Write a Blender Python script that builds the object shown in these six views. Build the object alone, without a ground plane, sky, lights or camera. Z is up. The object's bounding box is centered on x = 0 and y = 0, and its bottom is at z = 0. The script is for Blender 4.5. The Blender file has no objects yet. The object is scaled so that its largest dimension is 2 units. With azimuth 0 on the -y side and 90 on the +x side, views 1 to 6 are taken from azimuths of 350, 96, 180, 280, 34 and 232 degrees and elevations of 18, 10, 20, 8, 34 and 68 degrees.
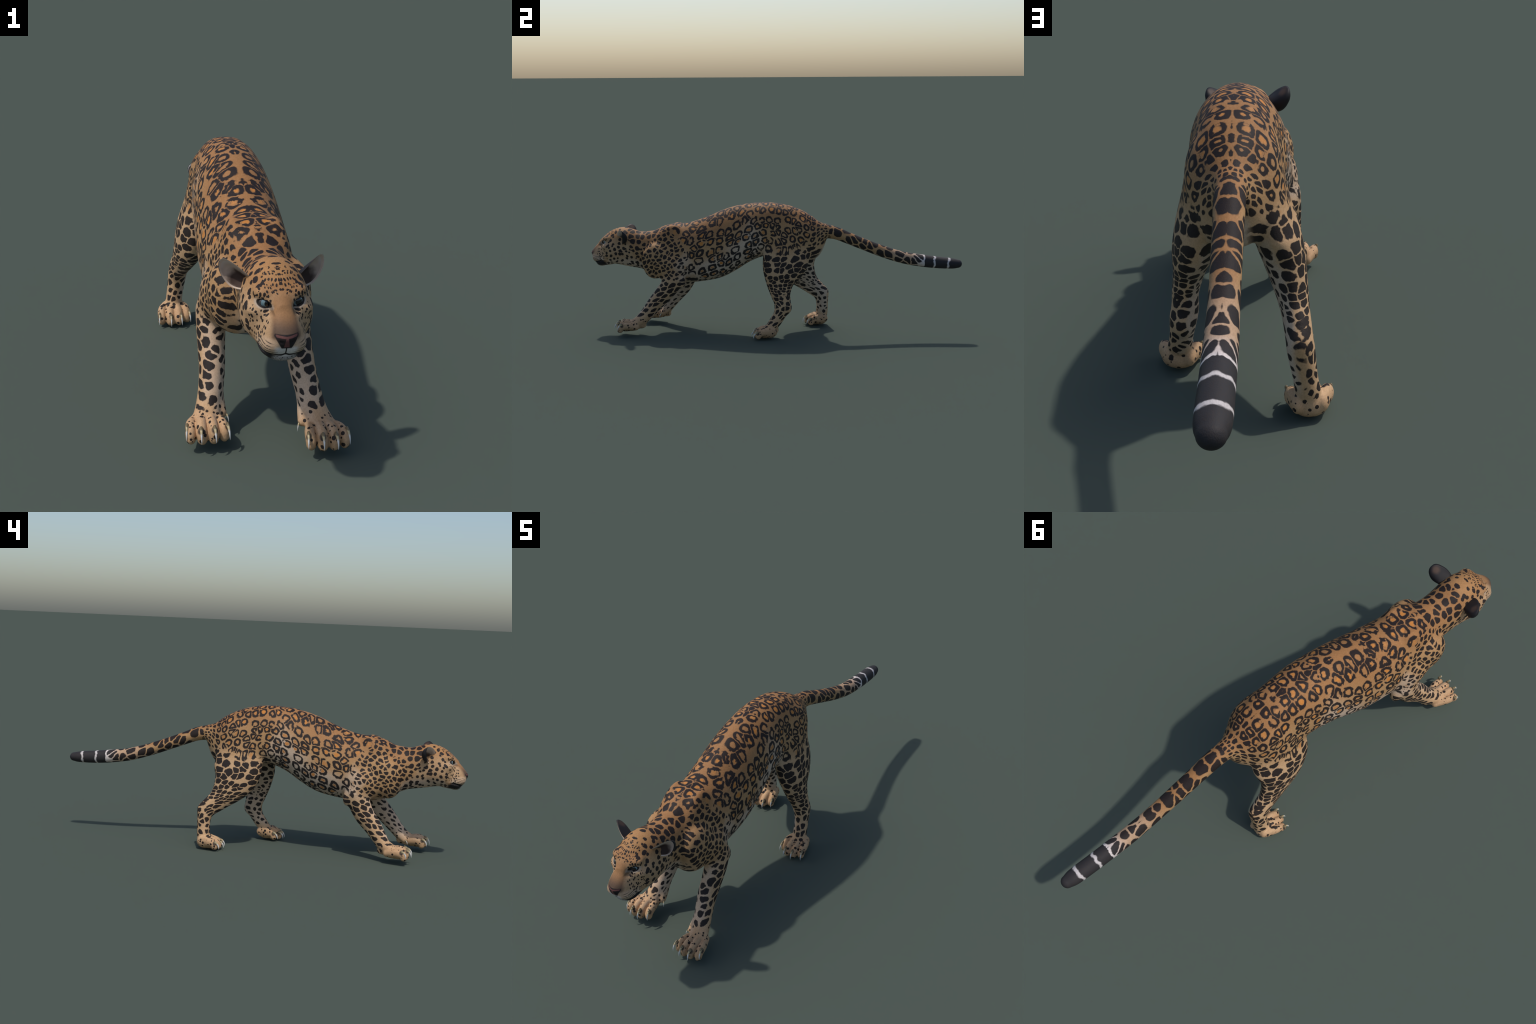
import bpy, bmesh, math, random
import numpy as np
from mathutils import Vector

random.seed(7)
rng = np.random.default_rng(7)

# ----------------------------------------------------------------------------
# 1. Implicit-body toolkit: swept limbs, lofted trunk, ellipsoids, soft unions
# ----------------------------------------------------------------------------

def spline(points, count):
    """Catmull-Rom through control rows, resampled to `count` rows."""
    p = np.array(points, float)
    p = np.vstack([2 * p[0] - p[1], p, 2 * p[-1] - p[-2]])
    seg = len(p) - 3
    t = np.linspace(0, seg - 1e-9, count)
    i = t.astype(int)
    u = (t - i)[:, None]
    a, b, c, d = p[i], p[i + 1], p[i + 2], p[i + 3]
    return 0.5 * (2 * b + (c - a) * u + (2 * a - 5 * b + 4 * c - d) * u**2 + (3 * b - a - 3 * c + d) * u**3)


class Sweep:
    """Tube along a curve; rows are x, y, z, half-width across x, radius in the y-z plane."""
    def __init__(self, rows, count=40):
        r = spline(rows, count)
        self.c, self.rad = r[:, :3], np.maximum(r[:, 3:5], 0.0015)
        self.reach = self.rad.max()
        self.lo = (self.c - self.rad.max(1)[:, None]).min(0)
        self.hi = (self.c + self.rad.max(1)[:, None]).max(0)

    def __call__(self, p):
        out = np.empty(len(p))
        for s in range(0, len(p), 20000):
            out[s:s + 20000] = self.part(p[s:s + 20000])
        return out

    def part(self, p):
        c, r = self.c, self.rad
        d2 = ((p**2).sum(1)[:, None] - 2 * p @ c.T + (c**2).sum(1)[None])
        i = d2.argmin(1)
        best, axis, rad = None, c[i], r[i]
        bd = np.full(len(p), 1e9)
        for j0 in (np.clip(i - 1, 0, len(c) - 2), np.clip(i, 0, len(c) - 2)):
            a, b = c[j0], c[j0 + 1]
            ab = b - a
            t = np.clip(((p - a) * ab).sum(1) / np.maximum((ab * ab).sum(1), 1e-12), 0, 1)[:, None]
            q = a + t * ab
            dd = ((p - q)**2).sum(1)
            better = dd < bd
            bd = np.where(better, dd, bd)
            axis = np.where(better[:, None], q, axis)
            rad = np.where(better[:, None], r[j0] * (1 - t) + r[j0 + 1] * t, rad)
        d = p - axis
        return ellipse_distance(d[:, 0], np.hypot(d[:, 1], d[:, 2]), rad[:, 0], rad[:, 1])


def ellipse_distance(u, v, a, b):
    k0 = np.sqrt((u / a)**2 + (v / b)**2)
    k1 = np.sqrt((u / a**2)**2 + (v / b**2)**2)
    small = np.minimum(a, b)
    return np.where(k0 > 0.05, k0 * (k0 - 1) / np.maximum(k1, 1e-6), (k0 - 1) * small)


class Ellipsoid:
    def __init__(self, centre, radii, axes=None):
        self.c, self.r = np.array(centre, float), np.array(radii, float)
        self.m = np.eye(3) if axes is None else np.array(axes, float)   # rows are the axes
        e = self.r.max()
        self.lo, self.hi = self.c - e, self.c + e

    def __call__(self, p):
        q = (p - self.c) @ self.m.T
        k0 = np.sqrt(((q / self.r)**2).sum(1))
        k1 = np.sqrt(((q / self.r**2)**2).sum(1))
        return np.where(k0 > 0.05, k0 * (k0 - 1) / np.maximum(k1, 1e-6), (k0 - 1) * self.r.min())


class Trunk:
    """Loft along y; rows are y, top z, bottom z, half-width, squareness, taper (narrower upward when > 0)."""
    def __init__(self, rows):
        rows = np.array(rows, float)
        n = 400
        ys = np.linspace(rows[0, 0], rows[-1, 0], n)
        s = spline(np.column_stack([rows, ]), 1200)
        order = np.argsort(s[:, 0])
        self.y = ys
        self.t = np.column_stack([np.interp(ys, s[order, 0], s[order, k]) for k in range(1, rows.shape[1])])
        self.lo = np.array([-rows[:, 3].max(), ys[0], rows[:, 2].min()])
        self.hi = np.array([rows[:, 3].max(), ys[-1], rows[:, 1].max()])

    def __call__(self, p):
        y = np.clip(p[:, 1], self.y[0], self.y[-1])
        top, bot, a, n, tap = (np.interp(y, self.y, self.t[:, k]) for k in range(5))
        zc, b = (top + bot) / 2, (top - bot) / 2
        v = (p[:, 2] - zc) / b
        a = a * (1 - tap * np.clip(v, -1.2, 1.2))
        u = np.abs(p[:, 0]) / a
        v = np.abs(v)
        g = np.maximum((u**n + v**n)**(1 / n), 1e-4)
        grad = np.sqrt(((u / g)**(n - 1) / a)**2 + ((v / g)**(n - 1) / b)**2)
        f = (g - 1) / np.maximum(grad, 1e-3)
        slope = np.interp(y, self.y, np.gradient((self.t[:, 0] - self.t[:, 1]) / 2, self.y))
        shift = np.interp(y, self.y, np.gradient((self.t[:, 0] + self.t[:, 1]) / 2, self.y))
        f = f / np.sqrt(1 + np.minimum((np.abs(slope) + np.abs(shift)) , 1.2)**2 * np.clip(v, 0, 1)**2)
        over = np.abs(p[:, 1] - y)
        return np.where(over > 0, np.sqrt(over**2 + np.maximum(f, 0)**2) + np.minimum(f, 0) * 0.2, f)


def soft_union(a, b, k):
    h = np.maximum(k - np.abs(a - b), 0) / k
    return np.minimum(a, b) - h * h * k / 4


def soft_cut(a, b, k):
    return -soft_union(-a, b, k)


FAR = 0.3


class Body:
    def __init__(self):
        self.parts = []       # (group, op, k, mirrored, primitive)

    def add(self, group, prim, k=0.02, mirror=False, cut=False):
        self.parts.append((group, cut, k, mirror, prim))

    def field(self, p, want_label=False):
        f = np.full(len(p), FAR)
        groups = {}
        for group, cut, k, mirror, prim in self.parts:
            q = p
            if mirror:
                q = p.copy()
                q[:, 0] = np.abs(q[:, 0])
            m = 0.035 + k
            inside = np.all((q > prim.lo - m) & (q < prim.hi + m), axis=1)
            if not inside.any():
                continue
            idx = np.nonzero(inside)[0]
            d = prim(q[idx])
            f[idx] = soft_cut(f[idx], d, k) if cut else soft_union(f[idx], d, k)
            if want_label and not cut:
                if group not in groups:
                    groups[group] = np.full(len(p), FAR)
                groups[group][idx] = np.minimum(groups[group][idx], d)
        if want_label:
            names = list(groups)
            return f, np.array(names)[np.argmin(np.stack([groups[n] for n in names]), axis=0)]
        return f


def gradient(fn, p, e=4e-4):
    g = np.empty_like(p)
    for k in range(3):
        d = np.zeros(3)
        d[k] = e
        g[:, k] = (fn(p + d) - fn(p - d)) / (2 * e)
    return g


def surface_net(fn, lo, hi, h, levels=4):
    """Naive surface nets on an adaptive narrow band of cells."""
    size = h * 2**levels
    n = np.ceil((np.array(hi) - lo) / size).astype(int)
    cells = np.stack(np.meshgrid(*[np.arange(k) for k in n], indexing="ij"), -1).reshape(-1, 3)
    off = np.array([[i, j, k] for i in (0, 1) for j in (0, 1) for k in (0, 1)])
    for lev in range(levels + 1):
        s = h * 2**(levels - lev)
        d = fn(lo + (cells + 0.5) * s)
        cells = cells[np.abs(d) < s * (2.2 if lev < levels else 1.6) + 0.003]
        if lev < levels:
            cells = (cells[:, None] * 2 + off[None]).reshape(-1, 3)
    N = (n * 2**levels + 2).astype(np.int64)
    key = lambda c: (c[..., 0] * N[1] + c[..., 1]) * N[2] + c[..., 2]
    cells = cells.astype(np.int64)
    ck = key(cells)
    order = np.argsort(ck)
    cells, ck = cells[order], ck[order]
    corner = cells[:, None] + off[None]
    uk, inv = np.unique(key(corner).ravel(), return_inverse=True)
    inv = inv.reshape(-1, 8)
    cc = np.stack([uk // (N[1] * N[2]), uk // N[2] % N[1], uk % N[2]], -1)
    fc = fn(lo + cc * h)
    v = fc[inv]
    sgn = v < 0
    mixed = sgn.any(1) & ~sgn.all(1)
    acc, cnt = np.zeros((len(cells), 3)), np.zeros(len(cells))
    for a in range(8):
        for ax in (4, 2, 1):
            if a & ax:
                continue
            b = a | ax
            x = sgn[:, a] != sgn[:, b]
            t = v[:, a] / np.where(x, v[:, a] - v[:, b], 1)
            acc += np.where(x[:, None], off[a] + t[:, None] * (off[b] - off[a]), 0)
            cnt += x
    vid = np.full(len(cells), -1)
    vid[mixed] = np.arange(mixed.sum())
    verts = lo + (cells[mixed] + acc[mixed] / cnt[mixed][:, None]) * h
    quads = []
    for ax in range(3):
        o = np.zeros(3, np.int64)
        o[ax] = 1
        nk = key(cc + o)
        pos = np.clip(np.searchsorted(uk, nk), 0, len(uk) - 1)
        ok = (uk[pos] == nk) & ((fc < 0) != (fc[pos] < 0))
        c0, inside = cc[ok], fc[ok] < 0
        b, c = np.zeros(3, np.int64), np.zeros(3, np.int64)
        b[(ax + 1) % 3], c[(ax + 2) % 3] = 1, 1
        ids = []
        for cell in (c0 - b - c, c0 - c, c0, c0 - b):
            kk = key(cell)
            ps = np.clip(np.searchsorted(ck, kk), 0, len(ck) - 1)
            ids.append(np.where(ck[ps] == kk, vid[ps], -1))
        q = np.stack(ids, 1)
        q[~inside] = q[~inside][:, ::-1]
        quads.append(q[(q >= 0).all(1)])
    return verts, np.vstack(quads)


# ----------------------------------------------------------------------------
# 2. The cat: head towards -y, standing on z = 0, spine in the plane x = 0
# ----------------------------------------------------------------------------
body = Body()

#      y      top    bottom half-w square taper
trunk_rows = [
    (-0.950, 0.488, 0.385, 0.022, 2.1, 0.05),
    (-0.932, 0.508, 0.366, 0.046, 2.1, 0.05),
    (-0.915, 0.523, 0.360, 0.060, 2.1, 0.05),
    (-0.898, 0.536, 0.359, 0.070, 2.1, 0.06),
    (-0.870, 0.551, 0.361, 0.080, 2.1, 0.08),
    (-0.840, 0.560, 0.358, 0.084, 2.1, 0.08),
    (-0.805, 0.561, 0.351, 0.083, 2.1, 0.05),
    (-0.765, 0.551, 0.344, 0.079, 2.1, 0.02),
    (-0.725, 0.539, 0.337, 0.077, 2.1, 0.00),
    (-0.685, 0.541, 0.322, 0.079, 2.1, 0.00),
    (-0.645, 0.548, 0.303, 0.086, 2.1, 0.06),
    (-0.600, 0.570, 0.281, 0.099, 2.1, 0.10),
    (-0.550, 0.583, 0.271, 0.112, 2.1, 0.13),
    (-0.480, 0.588, 0.266, 0.123, 2.1, 0.15),
    (-0.420, 0.602, 0.269, 0.128, 2.1, 0.15),
    (-0.340, 0.632, 0.281, 0.130, 2.1, 0.15),
    (-0.270, 0.662, 0.300, 0.129, 2.1, 0.15),
    (-0.200, 0.684, 0.338, 0.126, 2.1, 0.15),
    (-0.130, 0.697, 0.383, 0.122, 2.1, 0.15),
    (-0.060, 0.702, 0.413, 0.116, 2.3, 0.16),
    (0.000, 0.700, 0.418, 0.108, 2.5, 0.17),
    (0.060, 0.691, 0.410, 0.104, 2.6, 0.16),
    (0.110, 0.677, 0.402, 0.102, 2.6, 0.15),
    (0.160, 0.656, 0.397, 0.096, 2.4, 0.11),
    (0.205, 0.629, 0.397, 0.083, 2.1, 0.06),
    (0.235, 0.606, 0.412, 0.067, 2.1, 0.05),
    (0.262, 0.588, 0.450, 0.047, 2.0, 0.00),
    (0.285, 0.580, 0.515, 0.031, 2.0, 0.00),
]
trunk = Trunk(trunk_rows)
body.add("torso", trunk, 0.01)

tail_axis = [
    (0, 0.225, 0.565, 0.032, 0.032), (0, 0.280, 0.551, 0.033, 0.036), (0, 0.335, 0.540, 0.0335, 0.0335),
    (0, 0.390, 0.518, 0.032, 0.031), (0, 0.470, 0.486, 0.031, 0.030), (0, 0.565, 0.450, 0.030, 0.0305),
    (0, 0.650, 0.423, 0.030, 0.0310), (0, 0.706, 0.4095, 0.031, 0.0315), (0, 0.787, 0.3975, 0.031, 0.0325),
    (0, 0.857, 0.3900, 0.031, 0.0315), (0, 0.915, 0.3860, 0.031, 0.0295), (0, 0.955, 0.3835, 0.0295, 0.0265),
    (0, 0.977, 0.3830, 0.024, 0.0220)]
tail = Sweep(tail_axis, 90)
body.add("tail", tail, 0.012)

# --- head details (mirrored in x)
E = Ellipsoid
def basis(u, v):
    u = np.array(u, float); u /= np.linalg.norm(u)
    v = np.array(v, float); v -= u * (u @ v); v /= np.linalg.norm(v)
    return [u, v, np.cross(u, v)]

muzzle = Trunk([
    (-0.997, 0.431, 0.409, 0.012, 2.2, 0.1),
    (-0.990, 0.441, 0.396, 0.025, 2.3, 0.1),
    (-0.978, 0.455, 0.378, 0.038, 2.4, 0.20),
    (-0.960, 0.474, 0.358, 0.047, 2.4, 0.32),
    (-0.940, 0.492, 0.352, 0.051, 2.4, 0.42),
    (-0.915, 0.504, 0.356, 0.053, 2.4, 0.44),
    (-0.885, 0.504, 0.362, 0.054, 2.3, 0.44)])
body.add("head", muzzle, 0.012)
body.add("head", E((0.054, -0.860, 0.436), (0.030, 0.048, 0.050)), 0.025, True)        # cheek
body.add("head", E((0.023, -0.961, 0.398), (0.029, 0.028, 0.023)), 0.008, True)       # whisker pad
body.add("head", E((0.0, -0.946, 0.368), (0.030, 0.025, 0.0165)), 0.012)              # chin
body.add("head", E((0.042, -0.901, 0.506), (0.022, 0.018, 0.012), basis((1, 0.55, 0), (0, 1, 0))), 0.02, True)  # brow
body.add("head", E((0.0, -0.989, 0.4205), (0.019, 0.0105, 0.0115)), 0.006)            # nose pad
body.add("head", E((0.034, -0.936, 0.474), (0.0085, 0.016, 0.012)), 0.012, True, cut=True)             # hollow by the bridge
body.add("head", E((0.058, -0.893, 0.462), (0.020, 0.026, 0.012)), 0.02, True)                         # cheek bone
lip = Sweep([(0.0, -0.990, 0.373, .0028, .0028), (0.018, -0.986, 0.371, .0028, .0028), (0.036, -0.971, 0.374, .003, .003),
             (0.050, -0.950, 0.382, .003, .003), (0.055, -0.925, 0.387, .002, .002)], 30)
body.add("head", lip, 0.005, True, cut=True)
body.add("head", Sweep([(0, -0.9995, 0.406, .002, .002), (0, -0.993, 0.375, .002, .002)], 8), 0.004, False, cut=True)
body.add("head", E((0.0135, -0.9995, 0.4135), (0.0062, 0.007, 0.0038), basis((1, 0.4, 0.35), (0, 1, 0))), 0.003, True, cut=True)
eye_long, eye_out = (0.029, 0.015, 0.008), (0.45, -0.87, 0.12)
body.add("head", E((0.0425, -0.9260, 0.4840), (0.0174, 0.012, 0.0074), basis(eye_long, eye_out)), 0.004, True, cut=True)

# --- shoulders and forelimbs.  fx shifts whole paw along y, side is +1 (left) or -1 (right)
def forelimb(name, side, dy, mid):
    s = side
    sh = 0.0 if s > 0 else 0.035
    blade = basis((0, -0.62, -0.78), (1, 0, 0.1))
    body.add(name, E((s * 0.057, -0.575 + sh * 0.3, 0.503), (0.094, 0.028, 0.048), blade), 0.03)        # shoulder blade
    body.add(name, E((s * 0.092, -0.622 + sh * 0.5, 0.400), (0.046, 0.080, 0.088)), 0.022)               # point of shoulder
    body.add(name, E((s * 0.102, -0.548 + sh, 0.358), (0.046, 0.082, 0.070)), 0.024)                    # upper arm
    body.add(name, E((s * 0.060, -0.640 + sh * 0.3, 0.345), (0.052, 0.050, 0.050)), 0.03)                # breast
    rows = [(s * 0.114, mid[0][0], mid[0][1], 0.042, 0.054)]
    for (y, z), x, rx, r in zip(mid[1:], (0.116, 0.118, 0.122, 0.130, 0.140), (0.041, 0.0385, 0.036, 0.0345, 0.0345), (0.0515, 0.0475, 0.042, 0.036, 0.032)):
        rows.append((s * x, y, z, rx, r))
    rows.append((s * 0.149, rows[-1][1] - 0.032, 0.064, 0.037, 0.027))
    body.add(name, Sweep(rows, 40), 0.018)
    # paw
    cx = s * 0.154
    t = lambda v: -0.842 + dy + v
    g = "paw_" + name
    body.add(g, E((s * 0.150, t(0.092), 0.053), (0.035, 0.044, 0.025)), 0.016)
    body.add(g, E((cx, t(0.078), 0.045), (0.043, 0.044, 0.020)), 0.012)
    body.add(g, E((cx, t(0.054), 0.0405), (0.040, 0.030, 0.0180)), 0.010)              # sole
    body.add(g, E((s * 0.138, t(0.142), 0.052), (0.021, 0.022, 0.017)), 0.012)          # wrist pad
    body.add(g, Sweep([(s * 0.112, t(0.170), 0.110, 0.010, 0.014), (s * 0.106, t(0.145), 0.082, 0.012, 0.017), (s * 0.102, t(0.125), 0.062, 0.011, 0.014)], 14), 0.016)   # dewclaw lobe
    for dx, back in ((-0.044, 0.010), (-0.0150, 0.0), (0.0150, 0.0), (0.044, 0.008)):
        if s < 0:
            back = 0.018 - back if abs(dx) > .03 else back
        b = back
        low = 0.008 if abs(dx) > 0.03 else 0.0
        body.add(g, Sweep([(s * 0.151 + dx * 0.55, t(b + 0.108), 0.058 - low, 0.014, 0.018), (cx + dx * 0.90, t(b + 0.066), 0.0650 - low, 0.0148, 0.0190),
                           (cx + dx, t(b + 0.042), 0.0590 - low * 0.6, 0.0145, 0.0190), (cx + dx * 1.01, t(b + 0.031), 0.0490 - low * 0.3, 0.0146, 0.0180),
                           (cx + dx * 1.02, t(b + 0.028), 0.0385, 0.0134, 0.0165)], 24), 0.0032)

FORE_L = [(-0.528, 0.305), (-0.548, 0.265), (-0.581, 0.222), (-0.626, 0.172), (-0.664, 0.125), (-0.700, 0.085)]
FORE_R = [(-0.482, 0.305), (-0.498, 0.265), (-0.524, 0.215), (-0.566, 0.163), (-0.598, 0.118), (-0.625, 0.082)]
forelimb("forelimb_left", 1, 0.0, FORE_L)
forelimb("forelimb_right", -1, 0.083, FORE_R)

# --- haunches and hind limbs
def hindlimb(name, side, rows, dy):
    s = side
    body.add(name, Sweep([(s * x, y, z, rx, r) for x, y, z, rx, r in rows], 60), 0.022)
    cx = s * 0.160
    t = lambda v: 0.145 + dy + v
    g = "paw_" + name
    body.add(g, E((cx, t(0.080), 0.031), (0.046, 0.048, 0.0285)), 0.015)
    body.add(g, E((s * 0.160, t(0.100), 0.033), (0.041, 0.034, 0.026)), 0.015)
    body.add(g, E((cx, t(0.054), 0.0215), (0.041, 0.036, 0.0185)), 0.010)               # sole
    for dx, back in ((-0.043, 0.022), (-0.0148, 0.0), (0.0148, 0.0), (0.043, 0.012)):
        if s < 0:
            back = 0.034 - back if abs(dx) > .03 else back
        b = back
        body.add(g, Sweep([(cx + dx * 0.62, t(b + 0.095), 0.040, 0.016, 0.024), (cx + dx * 0.92, t(b + 0.060), 0.041, 0.0160, 0.0225),
                           (cx + dx, t(b + 0.040), 0.0345, 0.0146, 0.0185), (cx + dx * 1.01, t(b + 0.031), 0.0270, 0.0148, 0.0175), (cx + dx * 1.02, t(b + 0.028), 0.0195, 0.0136, 0.0160)], 24), 0.0032)

HIND_R = [
    (0.066, 0.115, 0.530, 0.041, 0.090), (0.077, 0.108, 0.460, 0.049, 0.112), (0.093, 0.105, 0.395, 0.053, 0.118), (0.109, 0.120, 0.335, 0.048, 0.104),
    (0.121, 0.149, 0.285, 0.040, 0.077), (0.131, 0.188, 0.238, 0.033, 0.053), (0.138, 0.232, 0.198, 0.0315, 0.044),
    (0.143, 0.2515, 0.160, 0.0315, 0.0360), (0.150, 0.2545, 0.110, 0.0285, 0.0315), (0.156, 0.2520, 0.070, 0.029, 0.0320),
    (0.160, 0.2450, 0.040, 0.034, 0.0320)]
HIND_L = [
    (0.066, 0.115, 0.530, 0.044, 0.090), (0.077, 0.085, 0.460, 0.052, 0.116), (0.093, 0.066, 0.395, 0.053, 0.119), (0.109, 0.050, 0.335, 0.048, 0.100),
    (0.120, 0.043, 0.285, 0.038, 0.073), (0.131, 0.047, 0.232, 0.032, 0.053), (0.133, 0.055, 0.195, 0.033, 0.045),
    (0.139, 0.056, 0.163, 0.0330, 0.0420), (0.146, 0.041, 0.122, 0.0295, 0.0330), (0.153, 0.018, 0.085, 0.0290, 0.0310),
    (0.160, -0.011, 0.046, 0.034, 0.0270)]
for s, y in ((-1, 0.266), (1, 0.082)):
    g = "hindlimb_right" if s < 0 else "hindlimb_left"
    body.add(g, E((s * 0.139, y, 0.188 if s < 0 else 0.158), (0.0165, 0.020, 0.024)), 0.016)             # point of the hock
for s, y in ((-1, -0.436), (1, -0.482)):
    g = "forelimb_right" if s < 0 else "forelimb_left"
    body.add(g, E((s * 0.118, y, 0.285), (0.020, 0.018, 0.030)), 0.02)                                   # elbow
hindlimb("hindlimb_right", -1, HIND_R, 0.0)
hindlimb("hindlimb_left", 1, HIND_L, -0.250)

# dewclaw lobes are part of the paws above; claws, ears and eyes follow as separate meshes


# ----------------------------------------------------------------------------
# 3. Node-building shorthand: arithmetic on sockets
# ----------------------------------------------------------------------------
class Net:
    def __init__(self, name):
        self.mat = bpy.data.materials.new(name)
        self.mat.use_nodes = True
        self.t = self.mat.node_tree
        self.t.nodes.clear()

    def node(self, kind, **kw):
        n = self.t.nodes.new(kind)
        for k, v in kw.items():
            setattr(n, k, v)
        return n

    def put(self, socket, value):
        if isinstance(value, Val):
            self.t.links.new(value.s, socket)
        elif value is not None:
            socket.default_value = value

    def math(self, op, *args, clamp=False):
        n = self.node("ShaderNodeMath", operation=op, use_clamp=clamp)
        for i, a in enumerate(args):
            self.put(n.inputs[i], a)
        return Val(self, n.outputs[0])


class Val:
    def __init__(self, net, socket):
        self.net, self.s = net, socket
    def __add__(self, o): return self.net.math("ADD", self, o)
    __radd__ = __add__
    def __sub__(self, o): return self.net.math("SUBTRACT", self, o)
    def __rsub__(self, o): return self.net.math("SUBTRACT", o, self)
    def __mul__(self, o): return self.net.math("MULTIPLY", self, o)
    __rmul__ = __mul__
    def __truediv__(self, o): return self.net.math("DIVIDE", self, o)
    def __neg__(self): return self.net.math("MULTIPLY", self, -1.0)


class Tools:
    def __init__(self, net):
        self.n = net
    def mn(self, a, b): return self.n.math("MINIMUM", a, b)
    def mx(self, a, b): return self.n.math("MAXIMUM", a, b)
    def smn(self, a, b, k):
        return self.n.math("SMOOTH_MIN", a, b, k)
    def ab(self, a): return self.n.math("ABSOLUTE", a)
    def sq(self, a): return self.n.math("MULTIPLY", a, a)
    def root(self, a): return self.n.math("SQRT", a)
    def atan2(self, a, b): return self.n.math("ARCTAN2", a, b)
    def step(self, lo, hi, x):
        """Smooth 0 to 1 as x goes from lo to hi (either order)."""
        m = self.n.node("ShaderNodeMapRange", interpolation_type="SMOOTHSTEP", clamp=True)
        flip = lo > hi
        self.n.put(m.inputs[0], x)
        m.inputs[1].default_value, m.inputs[2].default_value = (hi, lo) if flip else (lo, hi)
        m.inputs[3].default_value, m.inputs[4].default_value = (1, 0) if flip else (0, 1)
        return Val(self.n, m.outputs[0])
    def lin(self, x, a, b, c, d):
        m = self.n.node("ShaderNodeMapRange", clamp=True)
        self.n.put(m.inputs[0], x)
        for i, v in enumerate((a, b, c, d)):
            m.inputs[i + 1].default_value = v
        return Val(self.n, m.outputs[0])
    def mix(self, f, a, b):
        m = self.n.node("ShaderNodeMix", data_type="FLOAT", clamp_factor=True)
        for i, v in ((0, f), (2, a), (3, b)):
            self.n.put(m.inputs[i], v)
        return Val(self.n, m.outputs[0])
    def blend(self, f, a, b):
        m = self.n.node("ShaderNodeMix", data_type="RGBA", clamp_factor=True)
        for i, v in ((0, f), (6, a), (7, b)):
            if isinstance(v, tuple):
                v = (*v, 1.0)
            self.n.put(m.inputs[i], v)
        return Val(self.n, m.outputs[2])
    def vec(self, x, y, z=0.0):
        m = self.n.node("ShaderNodeCombineXYZ")
        for i, v in enumerate((x, y, z)):
            self.n.put(m.inputs[i], v)
        return Val(self.n, m.outputs[0])
    def parts(self, v):
        m = self.n.node("ShaderNodeSeparateXYZ")
        self.n.put(m.inputs[0], v)
        return [Val(self.n, o) for o in m.outputs]
    def noise(self, v, scale, detail=2.0, rough=0.5):
        m = self.n.node("ShaderNodeTexNoise", noise_dimensions="3D")
        self.n.put(m.inputs["Vector"], v)
        m.inputs["Scale"].default_value, m.inputs["Detail"].default_value, m.inputs["Roughness"].default_value = scale, detail, rough
        return Val(self.n, m.outputs["Fac"]), Val(self.n, m.outputs["Color"])
    def cells(self, v, feature, dims="2D", scale=1.0, rand=0.8, smooth=0.0):
        m = self.n.node("ShaderNodeTexVoronoi", voronoi_dimensions=dims, feature=feature)
        self.n.put(m.inputs["Vector"], v)
        m.inputs["Scale"].default_value, m.inputs["Randomness"].default_value = scale, rand
        if feature == "DISTANCE_TO_EDGE":
            return Val(self.n, m.outputs["Distance"])
        return Val(self.n, m.outputs["Distance"]), Val(self.n, m.outputs["Color"])
    def curve(self, x, pts):
        """Piecewise-smooth function given as (x, y) rows, through a Float Curve node."""
        xs, ys = np.array(pts, float).T
        x0, x1, y0, y1 = xs.min(), xs.max(), ys.min(), ys.max()
        y1 = y1 if y1 > y0 else y0 + 1
        c = self.n.node("ShaderNodeFloatCurve")
        m = c.mapping.curves[0]
        m.points[0].location, m.points[1].location = (0, (ys[0] - y0) / (y1 - y0)), (1, (ys[-1] - y0) / (y1 - y0))
        for a, b in zip(xs[1:-1], ys[1:-1]):
            m.points.new((a - x0) / (x1 - x0), (b - y0) / (y1 - y0))
        c.mapping.update()
        self.n.put(c.inputs["Value"], self.lin(x, x0, x1, 0, 1))
        return Val(self.n, c.outputs[0]) * float(y1 - y0) + float(y0)


def arc_table(ys, radius, around, slope=None):
    """Running cell coordinate along an axis, so that cells stay as long as they are wide."""
    dens = around / (2 * np.pi * np.array(radius))
    if slope is not None:
        dens = dens * slope
    step = np.diff(ys) * (dens[1:] + dens[:-1]) / 2
    return np.concatenate([[0], np.cumsum(step)])


def thin(xs, ys, count):
    i = np.unique(np.linspace(0, len(xs) - 1, count).astype(int))
    return list(zip(np.array(xs)[i], np.array(ys)[i]))


def limb_tables(rows_r, rows_l, around):
    """Axis position and cell coordinate as functions of height, for a pair of limbs."""
    zz = np.linspace(0.0, 0.5, 60)
    out = []
    for rows in (rows_r, rows_l):
        s = spline(rows, 300)
        o = np.argsort(s[:, 2])
        out.append([np.interp(zz, s[o, 2], s[o, k]) for k in (0, 1, 3, 4)])
    rad = (out[0][2] + out[0][3] + out[1][2] + out[1][3]) / 4
    slope = np.sqrt(1 + np.gradient(out[0][1], zz)**2)
    return dict(x=thin(zz, np.abs(out[0][0]), 14), yr=thin(zz, out[0][1], 18), yl=thin(zz, out[1][1], 18),
                run=thin(zz, arc_table(zz, rad, around, np.minimum(slope, 1.6)), 22))


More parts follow.
